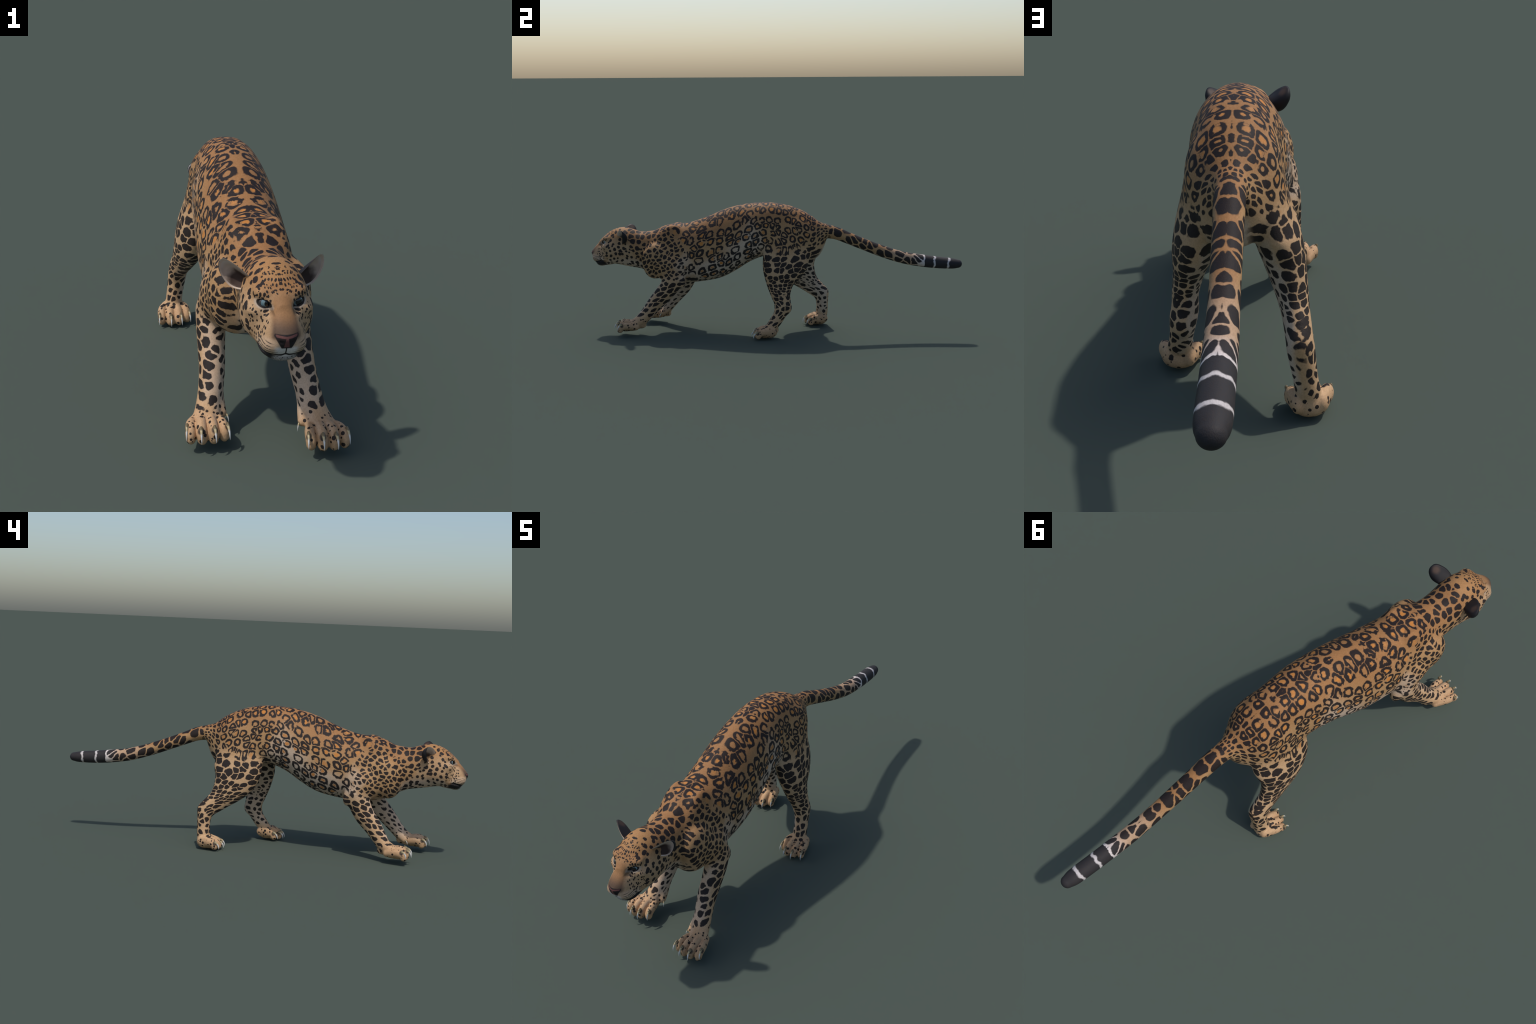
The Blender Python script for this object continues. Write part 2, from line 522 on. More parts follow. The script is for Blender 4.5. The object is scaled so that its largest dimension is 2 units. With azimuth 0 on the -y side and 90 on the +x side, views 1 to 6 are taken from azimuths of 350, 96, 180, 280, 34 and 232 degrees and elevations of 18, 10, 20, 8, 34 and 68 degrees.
FORE_CLAWS = ((0.099, -0.830, 0.038), (0.136, -0.844, 0.039), (0.173, -0.842, 0.037), (0.209, -0.818, 0.037))
HIND_CLAWS = ((0.106, 0.171, 0.012), (0.137, 0.147, 0.011), (0.173, 0.145, 0.009), (0.213, 0.159, 0.010))
CELL = 0.003
HIND = limb_tables(HIND_R, HIND_L, 15.5)
SHANK = limb_tables(HIND_R, HIND_L, 7.5)
FORE = limb_tables(*[[(0.12, y, z, 0.038, 0.045) for y, z in [(2 * m[0][0] - m[1][0], 0.36)] + m + [(m[-1][0] - 0.06, 0.04)]] for m in (FORE_R, FORE_L)], 8.0)

# ----------------------------------------------------------------------------
# 4. Spotted coat
# ----------------------------------------------------------------------------
BLACK = (0.0100, 0.0095, 0.0120)

def coat_material():
    net = Net("spotted_coat")
    T = Tools(net)
    obj = Val(net, net.node("ShaderNodeTexCoord").outputs["Object"])
    x, y, z = T.parts(obj)
    ax = T.ab(x)
    left = T.step(-0.002, 0.002, x)
    mirrored = T.vec(ax, y, z)
    nx, ny, nz = T.parts(Val(net, net.node("ShaderNodeNewGeometry").outputs["Normal"]))
    inward = -(nx * (left * 2.0 - 1.0))            # > 0 on the faces that look at the mid plane

    wob_f, wob = T.noise(mirrored, 24.0, 2.0, 0.55)
    w1, w2, w3 = [v - 0.5 for v in T.parts(wob)]
    soft_f, soft = T.noise(mirrored, 6.0, 1.0)
    s1, s2, s3 = [v - 0.5 for v in T.parts(soft)]
    fine_f, fine = T.noise(mirrored, 75.0, 2.0)
    f1, f2, f3 = [v - 0.5 for v in T.parts(fine)]

    # --- chart round the trunk and tail: run along the spine, angle from the back line
    ys = np.linspace(-1.0, 1.0, 160)
    trk = trunk
    t_y, t_top, t_bot, t_a = trk.y, trk.t[:, 0], trk.t[:, 1], trk.t[:, 2]
    ts = spline(tail_axis, 200)
    mid = np.where(ys < 0.25, np.interp(ys, t_y, t_bot * 0.55 + t_top * 0.45), np.interp(ys, ts[:, 1], ts[:, 2]))
    radius = np.where(ys < 0.25, np.interp(ys, t_y, (t_a + (t_top - t_bot) / 2) / 2), 0.034)
    radius = np.convolve(np.pad(radius, 3, mode="edge"), np.ones(7) / 7, "valid")
    mid = np.convolve(np.pad(mid, 2, mode="edge"), np.ones(5) / 5, "valid")
    spine = T.curve(y, thin(ys, mid, 26))
    angle = T.atan2(ax, z - spine)
    N_BODY = 19.5
    body_ys = ys[(ys > -0.8) & (ys < 0.32)]
    body_r = np.maximum(np.interp(body_ys, ys, radius), 0.06)
    along = T.curve(y, thin(body_ys, arc_table(body_ys, body_r, N_BODY), 20))
    a_vec = T.vec(along + w1 * 0.34 + f1 * 0.22 + s1 * 0.5, angle * (N_BODY / (2 * np.pi)) + w2 * 0.34 + f2 * 0.22 + s2 * 0.4 + 3.7)
    a_edge = T.cells(a_vec, "DISTANCE_TO_EDGE", rand=0.68)
    a_dist, a_rand = T.cells(a_vec, "F1", rand=0.68)
    ra, rb, rc = T.parts(a_rand)
    rounded = T.smn(a_edge, 0.47 - a_dist * 0.82, 0.24) + 0.074
    # rings on the flanks turn to plain blots on neck and rump
    plain = T.mx(T.step(-0.585, -0.66, y), T.step(0.19, 0.27, y))
    width = 0.232 + plain * 0.5 + f1 * 0.16 + w3 * 0.12 + rc * 0.06 - plain * T.step(0.55, 0.62, soft_f) * 0.25
    gap = 0.078 + f2 * 0.11 + w1 * 0.06 + w3 * plain * 0.14 + plain * 0.040 + T.step(0.16, 0.25, y) * 0.045
    ring_out = rounded - gap
    ring_in = gap + width - rounded
    breaks = T.step(0.58, 0.68, T.noise(mirrored, 38.0, 1.0)[0]) * 0.12 * (1.0 - plain)
    rosette = T.mn(ring_out, ring_in) - breaks
    core = T.step(0.0, 0.06, rounded - (gap + width - 0.01)) * T.step(0.34, 0.44, ra)

    # --- small close spots over the shoulder, drawn out towards the armpit
    c40, s40 = math.cos(0.45), math.sin(0.45)
    yy, zz = y + 0.585, z - 0.405
    sp, sq_ = yy * c40 + zz * s40, zz * c40 - yy * s40
    sh_vec = T.vec(sp * 36.0 + w1 * 0.9 + f1 * 0.4 + s1, sq_ * 47.0 + w2 * 0.9 + f2 * 0.4 + s2)
    sh_edge = T.cells(sh_vec, "DISTANCE_TO_EDGE", rand=0.85)
    sh_dist, _ = T.cells(sh_vec, "F1", rand=0.85)
    shoulder = T.smn(sh_edge, 0.54 - sh_dist * 0.9, 0.2) - 0.090 + f1 * 0.12
    shoulder_w = T.step(1.12, 0.80, T.root(T.sq(yy / 0.135) + T.sq((zz + 0.0) / 0.150)) + w2 * 0.25) * T.step(0.05, 0.075, ax)

    # --- charts round the limbs
    def limb(tab, around, squash, seed):
        yc = T.mix(left, T.curve(z, tab["yr"]), T.curve(z, tab["yl"]))
        dx, dy = ax - T.curve(z, tab["x"]), (y - yc) * squash
        ang = T.atan2(dy, dx)
        run = T.curve(z, tab["run"])
        v = T.vec(run + w1 * 0.55 + f1 * 0.30 + s1 * 0.3 + seed, ang * (around / (2 * np.pi)) + w2 * 0.55 + f2 * 0.30 + s2 * 0.3 + seed)
        edge = T.cells(v, "DISTANCE_TO_EDGE", rand=0.72)
        dist, rnd = T.cells(v, "F1", rand=0.72)
        seam = T.step(0.0, 0.25, np.pi - T.ab(ang)) * 0.3 - 0.3
        inner = T.step(1.3, 2.4, T.ab(ang))
        return T.smn(edge, 0.54 - dist * 0.9, 0.22) + 0.055 + seam * 0.6, inner, T.parts(rnd)

    hind_e, hind_in, hind_r = limb(HIND, 13.0, 0.75, 2.3)
    hind = hind_e - (0.085 + hind_in * 0.10) + f1 * 0.08
    low_e, low_in, low_r = limb(SHANK, 7.5, 0.85, 5.1)
    shank = low_e - (0.112 + low_in * 0.05) - T.step(0.20, 0.10, z) * (0.01 + low_r[0] * 0.07) + f1 * 0.10
    hind = T.mix(T.step(0.265, 0.215, z + s2 * 0.04), hind, shank)
    hind_line = 0.450 + T.lin(y, 0.05, 0.24, 0.0, 0.025)
    hind_w = T.step(0.045, -0.045, z - hind_line + s3 * 0.10) * T.step(-0.085, -0.065, y)
    hind_w = hind_w * T.step(0.30, 0.27, y)
    fore_e, fore_in, fore_r = limb(FORE, 8.0, 0.80, 7.9)
    fore = fore_e - (0.108 + fore_in * 0.09) - T.step(0.22, 0.10, z) * (0.03 + fore_r[0] * 0.05) + f1 * 0.07
    fore_w = T.step(0.03, -0.03, z - T.lin(y, -0.60, -0.42, 0.285, 0.325) + s3 * 0.04) * T.step(-0.40, -0.42, y) * T.step(0.035, 0.06, ax)

    # --- paws: sparse dots
    p_dist, p_rand = T.cells(T.vec(ax, y, z), "F1", "3D", 72.0, 0.9)
    p_r = T.parts(p_rand)
    paw = (p_r[0] * 0.42 + 0.07) - p_dist + f1 * 0.18
    paw_w = T.mx(T.step(0.085, 0.068, z - T.lin(y, -0.72, -0.60, 0.02, 0.0)) * T.step(-0.30, -0.40, y), T.step(0.068, 0.05, z) * T.step(-0.35, -0.25, y))

    # --- tail: big blots, white-ringed black tip
    t_vec = T.vec(y * 23.0 + w1 * 0.4 + f1 * 0.2 + 0.4, angle * (4.6 / (2 * np.pi)) + w2 * 0.4 + 0.2)
    t_edge = T.cells(t_vec, "DISTANCE_TO_EDGE", rand=0.9)
    t_dist, _ = T.cells(t_vec, "F1", rand=0.9)
    tail_f = T.smn(t_edge, 0.60 - t_dist * 0.9, 0.22) - 0.062 + f1 * 0.07 + w3 * 0.05
    wave = y + w1 * 0.022 + T.ab(angle - 0.5) * 0.004
    bands = T.mn(T.mn(T.ab(wave - 0.930), T.ab(wave - 0.858)) * 12.0 - 0.042 + f1 * 0.10, 0.3)
    bands = T.mx(bands, T.step(1.9, 2.2, angle) * -0.04 + 0.0)
    tail_f = T.mix(T.step(0.800, 0.815, wave), tail_f, bands)
    tail_w = T.step(0.265, 0.315, y + T.lin(z, 0.50, 0.56, -0.03, 0.0))

    # --- head: dots that shrink towards the brow and the muzzle
    hv = T.vec(y * 44.0 + w1 * 0.5 + f3 * 0.4, angle * (24.0 / (2 * np.pi)) + w2 * 0.5 + 0.3)
    h_dist, h_rand = T.cells(hv, "F1", "2D", 1.0, 0.9)
    h_r = T.parts(h_rand)
    head_big = (0.265 + h_r[0] * 0.15) - h_dist + f1 * 0.16
    hm_dist, hm_rand = T.cells(T.vec((y + ax * 0.6) * 92.0 + w1 * 0.7, z * 82.0 + f1 * 0.4 + w2 * 0.7), "F1", "2D", 1.0, 0.95)
    hb_dist, hb_rand = T.cells(T.vec(ax * 128.0 + w1 * 1.7 + 0.35, (z + y * 0.7) * 68.0 + f1 * 0.5 + w2 * 1.9), "F1", "2D", 1.0, 0.95)
    head_small = T.mix(T.step(0.494, 0.502, z), (0.22 + T.parts(hm_rand)[0] * 0.17) - hm_dist, (0.20 + T.parts(hb_rand)[0] * 0.20) - hb_dist) + f2 * 0.12
    brow = T.step(0.050, 0.022, ax + w1 * 0.02) * T.step(0.49, 0.51, z) * T.step(-0.845, -0.865, y + w2 * 0.02)
    under_eye = T.step(-0.895, -0.915, y)
    small_w = T.mx(brow, under_eye)
    head_f = T.mix(small_w, head_big, head_small)
    bridge = T.step(0.034, 0.022, ax - T.lin(z, 0.43, 0.49, 0.006, -0.004)) * T.step(-0.928, -0.938, y) * T.step(0.405, 0.425, z)
    snout = T.mx(bridge, T.step(-0.955, -0.967, y))
    head_f = head_f - snout * 0.6
    head_f = head_f - T.step(0.030, 0.018, T.root(T.sq(ax - 0.040) + T.sq((z - 0.476) * 1.4) + T.sq(y + 0.922))) * 0.07
    head_w = T.step(-0.755, -0.785, y + w1 * 0.03 + T.lin(z, 0.40, 0.52, -0.03, 0.02))

    # --- whisker rows: fine dark dashes curving back along the lip
    row = (z + (y + 0.96) * (y + 0.96) * 3.0 - T.lin(y, -0.985, -0.92, 0.0, 0.012)) * 135.0
    rows = T.step(0.62, 0.92, net.math("SINE", row * 6.2832) * 0.5 + 0.5) * T.step(0.30, 0.45, T.noise(mirrored, 160.0, 1.0)[0])
    rows = rows * T.step(0.013, 0.022, ax) * T.step(-0.990, -0.982, y) * T.step(-0.925, -0.938, y) * T.step(0.415, 0.408, z) * T.step(0.376, 0.382, z)

    # --- put the layers together
    def lay(w, below, above):
        return T.mix(w, below, above) - w * (1.0 - w) * 0.20
    field = lay(shoulder_w, rosette, shoulder)
    field = lay(tail_w, field, tail_f)
    field = lay(hind_w, field, hind)
    field = lay(fore_w, field, fore)
    field = T.mix(head_w, field, head_f)
    field = T.mix(paw_w, field, paw)
    perineum = T.step(0.045, 0.020, ax + w1 * 0.01) * T.step(0.165, 0.195, y) * T.step(0.292, 0.280, y) * T.step(0.50, 0.46, z) * T.step(-0.2, 0.2, ny)
    dark = T.step(-0.020, 0.050, field) * (1.0 - perineum)
    core = core * (1.0 - shoulder_w) * (1.0 - hind_w) * (1.0 - fore_w) * (1.0 - head_w) * (1.0 - tail_w)

    # --- ground colour of the fur
    up = T.step(-0.15, 0.85, nz)
    fur = T.blend(T.step(0.35, 1.45, angle + s1 * 0.6), (0.345, 0.165, 0.062), (0.440, 0.258, 0.118))
    leg_w = T.mx(hind_w, fore_w)
    fur = T.blend(leg_w, fur, (0.570, 0.365, 0.200))
    fur = T.blend(paw_w, fur, (0.555, 0.345, 0.190))
    fur = T.blend(head_w * T.step(0.53, 0.47, z), fur, (0.470, 0.300, 0.165))
    fur = T.blend(head_w * T.step(0.52, 0.545, z), fur, (0.400, 0.205, 0.080))
    flank_pale = T.step(0.185, 0.06, T.ab(y + 0.115) + T.ab(z - 0.465) * 0.9 + s1 * 0.08) * T.step(-0.015, -0.045, y + (z - 0.45) * 0.2)
    pale = T.mx(T.step(1.55, 2.10, angle + s2 * 0.7 - T.step(-0.42, -0.56, y) * 0.32) * T.step(0.02, -0.06, y + (z - 0.42) * 0.3), flank_pale * 0.90)
    pale = pale * (1.0 - leg_w) * (1.0 - paw_w)
    pale = T.mx(pale, T.step(0.15, 0.75, inward) * leg_w * T.step(0.05, 0.11, z) * 0.9)
    pale = T.mx(pale, T.step(-0.35, -0.75, nz) * T.step(0.30, 0.28, y) * (1.0 - paw_w) * 0.7)
    pale = pale * (1.0 - shoulder_w * 0.75)
    pale = T.mx(pale, perineum)
    armpit = T.step(0.085, 0.03, T.ab(y + 0.46) + T.ab(z - 0.375) * 0.8)
    pale = T.mx(pale, armpit * 0.6)
    front = T.step(0.3, 0.85, -ny) * fore_w * T.step(0.09, 0.13, z)
    fur = T.blend(front * 0.85, fur, (0.660, 0.480, 0.340))  # forward-facing foreleg fur lightened to paint in the sunlit highlight
    fur = T.blend(pale, fur, (0.590, 0.460, 0.350))
    tail_white = T.step(0.72, 0.82, y)
    fur = T.blend(T.step(0.54, 0.70, y), fur, (0.50, 0.33, 0.21))
    fur = T.blend(tail_white, fur, (0.72, 0.66, 0.64))
    fur = T.blend(T.step(1.9, 2.6, angle) * T.step(0.30, 0.40, y) * 0.6, fur, (0.50, 0.40, 0.32))
    mottled = T.noise(mirrored, 9.0, 3.0, 0.6)[0]
    fur = T.blend(T.step(0.35, 0.75, mottled) * 0.22, fur, (0.36, 0.19, 0.085))

    col = T.blend(core * 0.95, fur, T.blend(rb, (0.55, 0.205, 0.036), (0.43, 0.205, 0.075)))
    col = T.blend(dark * 0.97, col, BLACK)

    # --- face
    col = T.blend(bridge, col, T.blend(T.step(0.475, 0.437, z), (0.330, 0.172, 0.076), (0.120, 0.075, 0.050)))
    lipside = T.step(-0.940, -0.965, y) * T.step(0.424, 0.410, z) * T.step(0.012, 0.020, ax)
    col = T.blend(lipside * 0.8, col, (0.470, 0.320, 0.200))
    white_lip = T.step(0.404, 0.394, z) * T.step(0.033, 0.018, ax) * T.step(-0.955, -0.965, y)
    col = T.blend(white_lip, col, (0.66, 0.61, 0.56))
    col = T.blend(rows * 0.9, col, (0.035, 0.028, 0.026))
    # dark corner of the mouth and lower lip, greyish chin
    lip_line = T.lin(y, -0.99, -0.92, 0.3760, 0.3885) - T.step(0.0, 0.010, ax) * T.step(0.034, 0.012, ax) * 0.0035
    patch = T.step(0.004, -0.003, z - lip_line) * T.step(0.008, 0.022, ax) * T.step(-0.890, -0.915, y + w1 * 0.02) * T.step(-0.978, -0.968, y)
    patch = patch * T.step(0.3535, 0.361, z + w2 * 0.004)
    col = T.blend(patch, col, (0.017, 0.016, 0.017))
    chin = T.step(0.374, 0.366, z) * T.step(-0.925, -0.945, y) * T.step(0.034, 0.022, ax)
    col = T.blend(chin, col, T.blend(T.step(0.56, 0.64, T.noise(obj, 260.0, 1.0)[0]), (0.36, 0.33, 0.31), (0.05, 0.045, 0.045)))
    mouth = T.step(0.0045, 0.0015, T.ab(z - lip_line + 0.0005)) * T.step(-0.915, -0.93, y) * T.step(0.060, 0.050, ax)
    col = T.blend(mouth, col, (0.012, 0.010, 0.011))
    cheek_tan = T.step(0.022, 0.008, T.root(T.sq(y + 0.905) + T.sq(z - 0.392)))
    col = T.blend(cheek_tan * 0.6, col, (0.44, 0.25, 0.11))
    # nose
    nose = T.step(0.0225, 0.0195, ax + (0.420 - z) * 0.55) * T.step(-0.9855, -0.9885, y) * T.step(0.398, 0.401, z)
    nose_rim = T.step(0.0265, 0.0235, ax + (0.420 - z) * 0.55) * T.step(-0.983, -0.986, y) * T.step(0.394, 0.398, z) * T.step(0.4335, 0.4315, z)
    col = T.blend(nose_rim, col, (0.020, 0.016, 0.016))
    pink = nose * T.step(0.429, 0.427, z - ax * 0.12) * T.mx(T.step(0.0060, 0.0040, ax - (0.41 - z) * 0.15), T.step(0.4220, 0.4240, z - ax * 0.08))
    col = T.blend(pink, col, (0.150, 0.062, 0.056))
    slit = T.step(0.0022, 0.0010, ax) * T.step(0.400, 0.397, z) * T.step(0.374, 0.377, z) * T.step(-0.975, -0.98, y)
    col = T.blend(slit, col, (0.02, 0.016, 0.016))
    # eyes: dark lids with a pale margin
    le = (0.029 / 0.0336, 0.015 / 0.0336, 0.008 / 0.0336)
    ex, ey, ez = ax - 0.0430, y + 0.9245, z - 0.4840
    el = ex * le[0] + ey * le[1] + ez * le[2]
    eh = ez * 0.97 - ex * 0.23
    lid = T.root(T.sq(el / 0.0195) + T.sq(eh / 0.0098))
    near_eye = T.step(-0.895, -0.905, y)
    col = T.blend(T.step(1.60, 1.25, lid + w1 * 0.3) * near_eye * T.step(0.012, -0.004, eh) * 0.6, col, (0.46, 0.40, 0.34))
    tear = T.step(0.0045, 0.002, T.ab(ax - 0.0255 - (z - 0.470) * 0.25)) * T.step(0.462, 0.470, z) * T.step(0.482, 0.476, z) * near_eye * 0.5
    col = T.blend(T.mx(T.step(1.16, 1.00, lid), tear * 0.8) * near_eye, col, (0.014, 0.012, 0.012))
    # dark skin round the claw roots
    for shift_r, shift_l, zone, roots in ((0.083, 0.0, T.step(-0.4, -0.5, y), FORE_CLAWS), (0.0, -0.25, T.step(-0.4, -0.3, y), HIND_CLAWS)):
        yy_ = y - T.mix(left, shift_r, shift_l)
        near = None
        for cx_, ty_, tz_ in roots:
            d = T.root(T.sq(ax - cx_) + T.sq(yy_ - (ty_ + 0.024)) + T.sq((z - (tz_ + 0.026)) * 0.8))
            near = d if near is None else T.mn(near, d)
        col = T.blend(T.step(0.0115, 0.0065, near) * zone * 0.9, col, (0.03, 0.027, 0.026))
    hair = T.noise(T.vec(x * 300.0, y * 110.0, z * 260.0), 1.0, 2.0, 0.6)[0]
    col = T.blend(T.step(0.40, 0.70, hair) * 0.16, col, (0.06, 0.035, 0.02))
    col = T.blend(T.step(0.46, 0.25, hair) * (1.0 - dark) * (1.0 - snout) * 0.06, col, (0.75, 0.60, 0.45))
    rough = net.node("ShaderNodeBsdfPrincipled")
    net.put(rough.inputs["Base Color"], col)
    rough.inputs["Roughness"].default_value = 0.62
    rough.inputs["Specular IOR Level"].default_value = 0.18
    rough.inputs["Sheen Weight"].default_value = 0.0
    grain = T.noise(obj, 420.0, 2.0)[0]
    bump = net.node("ShaderNodeBump")
    bump.inputs["Strength"].default_value, bump.inputs["Distance"].default_value = 0.22, 0.002
    net.put(bump.inputs["Height"], grain)
    net.t.links.new(bump.outputs[0], rough.inputs["Normal"])
    out = net.node("ShaderNodeOutputMaterial")
    net.t.links.new(rough.outputs[0], out.inputs[0])
    return net.mat


def simple(name, build, rough=0.5, spec=0.5, **kw):
    net = Net(name)
    T = Tools(net)
    obj = Val(net, net.node("ShaderNodeTexCoord").outputs["Object"])
    p = net.node("ShaderNodeBsdfPrincipled")
    net.put(p.inputs["Base Color"], build(T, obj))
    p.inputs["Roughness"].default_value, p.inputs["Specular IOR Level"].default_value = rough, spec
    for k, v in kw.items():
        p.inputs[k].default_value = v
    out = net.node("ShaderNodeOutputMaterial")
    net.t.links.new(p.outputs[0], out.inputs[0])
    return net.mat


# ----------------------------------------------------------------------------
# 5. Build the meshes
# ----------------------------------------------------------------------------
scene = bpy.context.scene
coat = coat_material()

root = bpy.data.objects.new("jaguar", None)
root["label"] = "spotted orange jaguar stalking with lowered head and raised tail"
root["category"] = "big cat"
scene.collection.objects.link(root)


def child(name, mesh, parent):
    o = bpy.data.objects.new(name, mesh)
    scene.collection.objects.link(o)
    o.parent = parent
    return o


def mesh_of(name, verts, faces, mats, smooth=True, slots=None):
    me = bpy.data.meshes.new(name)
    me.from_pydata([tuple(v) for v in verts], [], [tuple(f) for f in faces])
    for m in mats:
        me.materials.append(m)
    me.polygons.foreach_set("use_smooth", [smooth] * len(me.polygons))
    if slots is not None:
        me.polygons.foreach_set("material_index", slots)
    me.update()
    return me


V, Q = surface_net(body.field, np.array([-0.26, -1.03, -0.03]), np.array([0.26, 1.03, 0.75]), CELL, 4)
for _ in range(2):
    g = gradient(body.field, V)
    f = body.field(V)
    step = np.clip(f / np.maximum((g * g).sum(1), 0.25), -0.5 * CELL, 0.5 * CELL)
    V = V - step[:, None] * g
# light relaxation keeps the quads even
E4 = np.vstack([Q[:, [0, 1]], Q[:, [1, 2]], Q[:, [2, 3]], Q[:, [3, 0]]])
for _ in range(2):
    s, c = np.zeros_like(V), np.zeros(len(V))
    for k in range(3):
        s[:, k] = np.bincount(E4[:, 0], V[E4[:, 1], k], len(V)) + np.bincount(E4[:, 1], V[E4[:, 0], k], len(V))
    c = np.bincount(E4[:, 0], minlength=len(V)) + np.bincount(E4[:, 1], minlength=len(V))
    V = V * 0.6 + 0.4 * s / np.maximum(c, 1)[:, None]
V[:, 2] -= 0.0

d1, d2 = V[Q[:, 2]] - V[Q[:, 0]], V[Q[:, 3]] - V[Q[:, 1]]
fn = np.cross(d1, d2)
VN = np.zeros_like(V)
for k in range(4):
    for a in range(3):
        VN[:, a] += np.bincount(Q[:, k], fn[:, a], len(V))
VN /= np.maximum(np.linalg.norm(VN, axis=1), 1e-12)[:, None]

centre = V[Q].mean(1)
_, label = body.field(centre, want_label=True)
label = label.astype(object)
cy, cz, cx = centre[:, 1], centre[:, 2], centre[:, 0]
trunk_like = (label == "torso") | (label == "head")
label[trunk_like] = "torso"
label[trunk_like & (cy + (cz - 0.45) * 0.35 < -0.635)] = "neck"
label[trunk_like & (cy - (cz - 0.45) * 0.25 < -0.775)] = "head"
label[(label == "tail") & (cy < 0.255)] = "torso"

parts = {}
def body_part(key, name, parent):
    sel = label == key
    if not sel.any():
        return None
    ids, inv = np.unique(Q[sel], return_inverse=True)
    me = mesh_of(name, V[ids], inv.reshape(-1, 4).tolist(), [coat])
    me.normals_split_custom_set_from_vertices([tuple(n) for n in VN[ids]])
    parts[key] = child(name, me, parent)
    return parts[key]

for key, name in (("head", "head"), ("neck", "neck"), ("torso", "torso"), ("tail", "tail"), ("forelimb_left", "forelimb"), ("forelimb_right", "forelimb"),
                  ("hindlimb_left", "hindlimb"), ("hindlimb_right", "hindlimb")):
    body_part(key, name, root)
for key in ("forelimb_left", "forelimb_right", "hindlimb_left", "hindlimb_right"):
    body_part("paw_" + key, "paw", parts[key])

# --- claws: curved horn, one mesh shared by all
horn = simple("claw_horn", lambda T, o: T.blend(T.step(-0.002, -0.009, T.parts(o)[2]), T.blend(T.step(0.004, 0.002, T.parts(o)[2]), (0.16, 0.12, 0.06), (0.50, 0.40, 0.22)), (0.66, 0.65, 0.62)), 0.28, 0.5)
def claw_mesh():
    n, m = 14, 12
    verts, faces = [], []
    for i in range(n):
        t = i / (n - 1)
        # base at the origin, tip at (0, -0.019, -0.033)
        cyy = 0.004 - 0.026 * math.sin(t * math.pi / 2)
        czz = 0.003 - 0.029 * (1 - math.cos(t * math.pi / 2)) - 0.005 * t
        tangent = Vector((0, -0.026 * math.cos(t * math.pi / 2), -0.029 * math.sin(t * math.pi / 2) - 0.0035)).normalized()
        nrm = tangent.cross(Vector((1, 0, 0)))
        r = 0.0060 * (1 - t) ** 0.75 + 0.0003
        if i in (3,):
            r *= 1.05
        for j in range(m):
            a = 2 * math.pi * j / m
            p = Vector((0, cyy, czz)) + Vector((1, 0, 0)) * (r * 0.74 * math.cos(a)) + nrm * (r * 1.05 * math.sin(a))
            verts.append(p)
    for i in range(n - 1):
        for j in range(m):
            k = (j + 1) % m
            faces.append((i * m + j, i * m + k, (i + 1) * m + k, (i + 1) * m + j))
    verts.append(Vector((0, -0.0222, -0.0318)))
    for j in range(m):
        faces.append(((n - 1) * m + j, (n - 1) * m + (j + 1) % m, len(verts) - 1))
    faces.append(tuple(range(m))[::-1])
    return mesh_of("claw", verts, faces, [horn])
claw = claw_mesh()
def add_claw(parent, base, yaw, size=1.0, pitch=0.0):
    o = child("claw", claw, parent)
    o.location = base
    o.rotation_euler = (pitch, 0, yaw)
    o.scale = (size, size, size)

# tips measured: fore paws spread 0.208 .. 0.099 off the mid plane, hind 0.213 .. 0.106
for key, s, dy in (("forelimb_left", 1, 0.0), ("forelimb_right", -1, 0.083)):
    for ax_, ty, tz in FORE_CLAWS:
        yaw = (ax_ - 0.154) * 3.0
        add_claw(parts[key], (s * (ax_ - yaw * 0.010), ty + dy + 0.0225, tz + 0.0305), s * yaw)
    add_claw(parts[key], (s * 0.094, -0.722 + dy, 0.060), s * -0.5, 0.62)
for key, s, dy in (("hindlimb_left", 1, -0.250), ("hindlimb_right", -1, 0.0)):
    for ax_, ty, tz in HIND_CLAWS:
        yaw = (ax_ - 0.160) * 3.0
        add_claw(parts[key], (s * (ax_ - yaw * 0.010), ty + dy + 0.0225, tz + 0.0305), s * yaw, 0.98)

# --- eyes: ball with a blue iris and a wide pupil, looking a little to the cat's left
def eye_colour(T, o):
    x, y, z = T.parts(o)
    gx, gy = 0.34, -0.940
    d = T.root(T.sq(x - gx * 0.0165) + T.sq(y - gy * 0.0165) + T.sq(z))
    c = T.blend(T.step(0.0092, 0.0100, d), (0.006, 0.006, 0.007), (0.17, 0.24, 0.25))
    c = T.blend(T.step(0.0120, 0.0145, d), c, (0.13, 0.21, 0.24))
    return T.blend(T.step(0.0165, 0.0185, d), c, (0.05, 0.045, 0.045))
iris = simple("eye_gloss", eye_colour, 0.08, 0.5, **{"Coat Weight": 0.4, "Coat Roughness": 0.03})
def ball(r, nu=40, nv=24):
    vs = [(r * math.sin(math.pi * j / nv) * math.cos(2 * math.pi * i / nu), r * math.sin(math.pi * j / nv) * math.sin(2 * math.pi * i / nu), r * math.cos(math.pi * j / nv)) for j in range(nv + 1) for i in range(nu)]
    fs = [(j * nu + i, (j + 1) * nu + i, (j + 1) * nu + (i + 1) % nu, j * nu + (i + 1) % nu) for j in range(nv) for i in range(nu)]
    bm = bmesh.new()
    bv = [bm.verts.new(v) for v in vs]
    for f in fs:
        bm.faces.new([bv[k] for k in f])
    bmesh.ops.remove_doubles(bm, verts=bm.verts[:], dist=1e-6)
    bmesh.ops.dissolve_degenerate(bm, edges=bm.edges[:], dist=1e-7)
    me = bpy.data.meshes.new("eye")
    bm.to_mesh(me)
    bm.free()
    me.materials.append(iris)
    me.polygons.foreach_set("use_smooth", [True] * len(me.polygons))
    return me
eye = ball(0.0165)
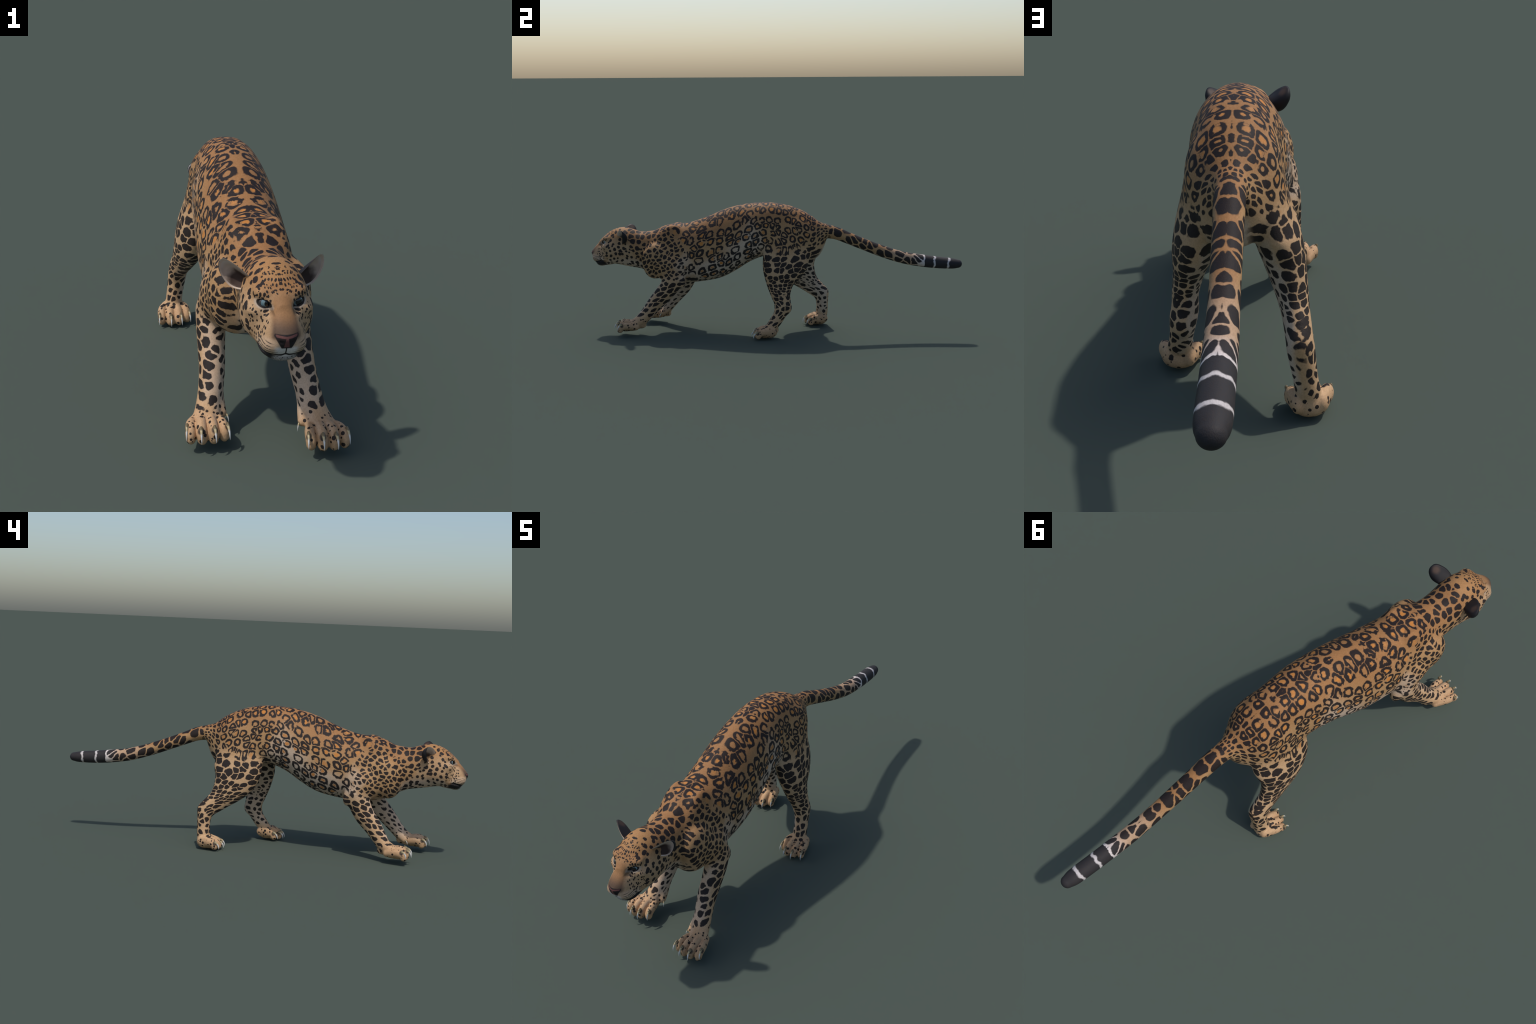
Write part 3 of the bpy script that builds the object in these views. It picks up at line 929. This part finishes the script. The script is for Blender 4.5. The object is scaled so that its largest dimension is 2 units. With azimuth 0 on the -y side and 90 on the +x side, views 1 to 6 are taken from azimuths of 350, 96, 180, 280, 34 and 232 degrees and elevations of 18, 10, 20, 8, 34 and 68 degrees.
for s in (1, -1):
    o = child("eye", eye, parts["head"])
    o.location = (s * 0.0370, -0.9072, 0.4835)

# --- ears: cupped shells with a rounded rim, black behind, pale inside
def ear_colour_in(T, o):
    x, y, z = T.parts(o)
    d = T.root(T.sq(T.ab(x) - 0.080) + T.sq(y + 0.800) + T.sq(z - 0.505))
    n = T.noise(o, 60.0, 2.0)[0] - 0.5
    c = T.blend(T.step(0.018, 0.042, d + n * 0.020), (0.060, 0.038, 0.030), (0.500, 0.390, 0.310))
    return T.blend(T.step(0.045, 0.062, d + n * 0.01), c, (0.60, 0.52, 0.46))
def ear_colour_out(T, o):
    x, y, z = T.parts(o)
    n = T.noise(o, 45.0, 2.0)[0] - 0.5
    d = T.root(T.sq((T.ab(x) - 0.108) * 1.2) + T.sq(y + 0.795) + T.sq(z - 0.548))
    c = T.blend(T.step(0.024, 0.006, d + n * 0.012), (0.016, 0.0145, 0.016), (0.070, 0.042, 0.030))
    return T.blend(T.step(0.492, 0.476, z + n * 0.02), c, (0.26, 0.17, 0.08))
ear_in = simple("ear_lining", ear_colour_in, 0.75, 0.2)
ear_out = simple("ear_back", ear_colour_out, 0.6, 0.3)
ear_rim = simple("ear_rim", lambda T, o: T.blend(T.noise(o, 90.0)[0], (0.60, 0.44, 0.31), (0.64, 0.54, 0.46)), 0.7, 0.2)

def ear_mesh(s):
    rim = spline([(0.060, -0.838, 0.522), (0.072, -0.838, 0.533), (0.089, -0.831, 0.547), (0.104, -0.821, 0.5565), (0.1175, -0.810, 0.5620), (0.1265, -0.801, 0.5590),
                  (0.1315, -0.796, 0.5455), (0.1290, -0.797, 0.525), (0.1180, -0.800, 0.503), (0.105, -0.804, 0.489), (0.091, -0.809, 0.483), (0.078, -0.815, 0.482)], 44)
    deep = np.array([0.070, -0.799, 0.507])
    front, back, low = np.array([0.058, -0.838, 0.521]), np.array([0.076, -0.752, 0.522]), np.array([0.072, -0.806, 0.482])
    nu, nw = len(rim), 16
    verts, slots, faces = [], [], []
    mid_u = lambda u: math.sin(math.pi * u)
    rows = []
    for side in (0, 1):                                 # 0 back, 1 lining
        for w in range(nw):
            t = w / (nw - 1)
            r = []
            for i in range(nu):
                u = i / (nu - 1)
                foot = front * (1 - u)**2 + back * 2 * u * (1 - u) + low * u * u
                if side:
                    p = rim[i] * (1 - t) + deep * t
                    bulge = (0.001 + 0.011 * mid_u(u**1.25)) * math.sin(math.pi * t**0.8)
                    p = p + np.array([0.30, 0.93, -0.10]) * bulge
                else:
                    p = rim[i] * (1 - t) + foot * t
                    bulge = (0.001 + 0.016 * mid_u(u**1.25)) * math.sin(math.pi * t**0.7) + 0.0034 * math.sqrt(min(1.0, t / 0.12)) * (1 - t)
                    p = p + np.array([0.42, 0.88, -0.05]) * bulge
                verts.append((p[0] * s, p[1], p[2]))
                r.append(len(verts) - 1)
            rows.append(r)
    def strip(a, b, slot, flip):
        for i in range(nu - 1):
            f = (a[i], a[i + 1], b[i + 1], b[i])
            faces.append(f[::-1] if flip else f)
            slots.append(slot)
    f0 = s > 0
    for w in range(nw - 1):
        strip(rows[w], rows[w + 1], 1, f0)
        strip(rows[nw + w], rows[nw + w + 1], 2 if w < 2 else 0, not f0)
    strip(rows[nw], rows[0], 2, f0)
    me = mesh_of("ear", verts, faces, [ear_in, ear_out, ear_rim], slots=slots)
    bm = bmesh.new()
    bm.from_mesh(me)
    bmesh.ops.remove_doubles(bm, verts=bm.verts[:], dist=2e-4)
    bmesh.ops.recalc_face_normals(bm, faces=bm.faces[:])
    bm.to_mesh(me)
    bm.free()
    return me
for s in (1, -1):
    child("ear", ear_mesh(s), parts["head"])
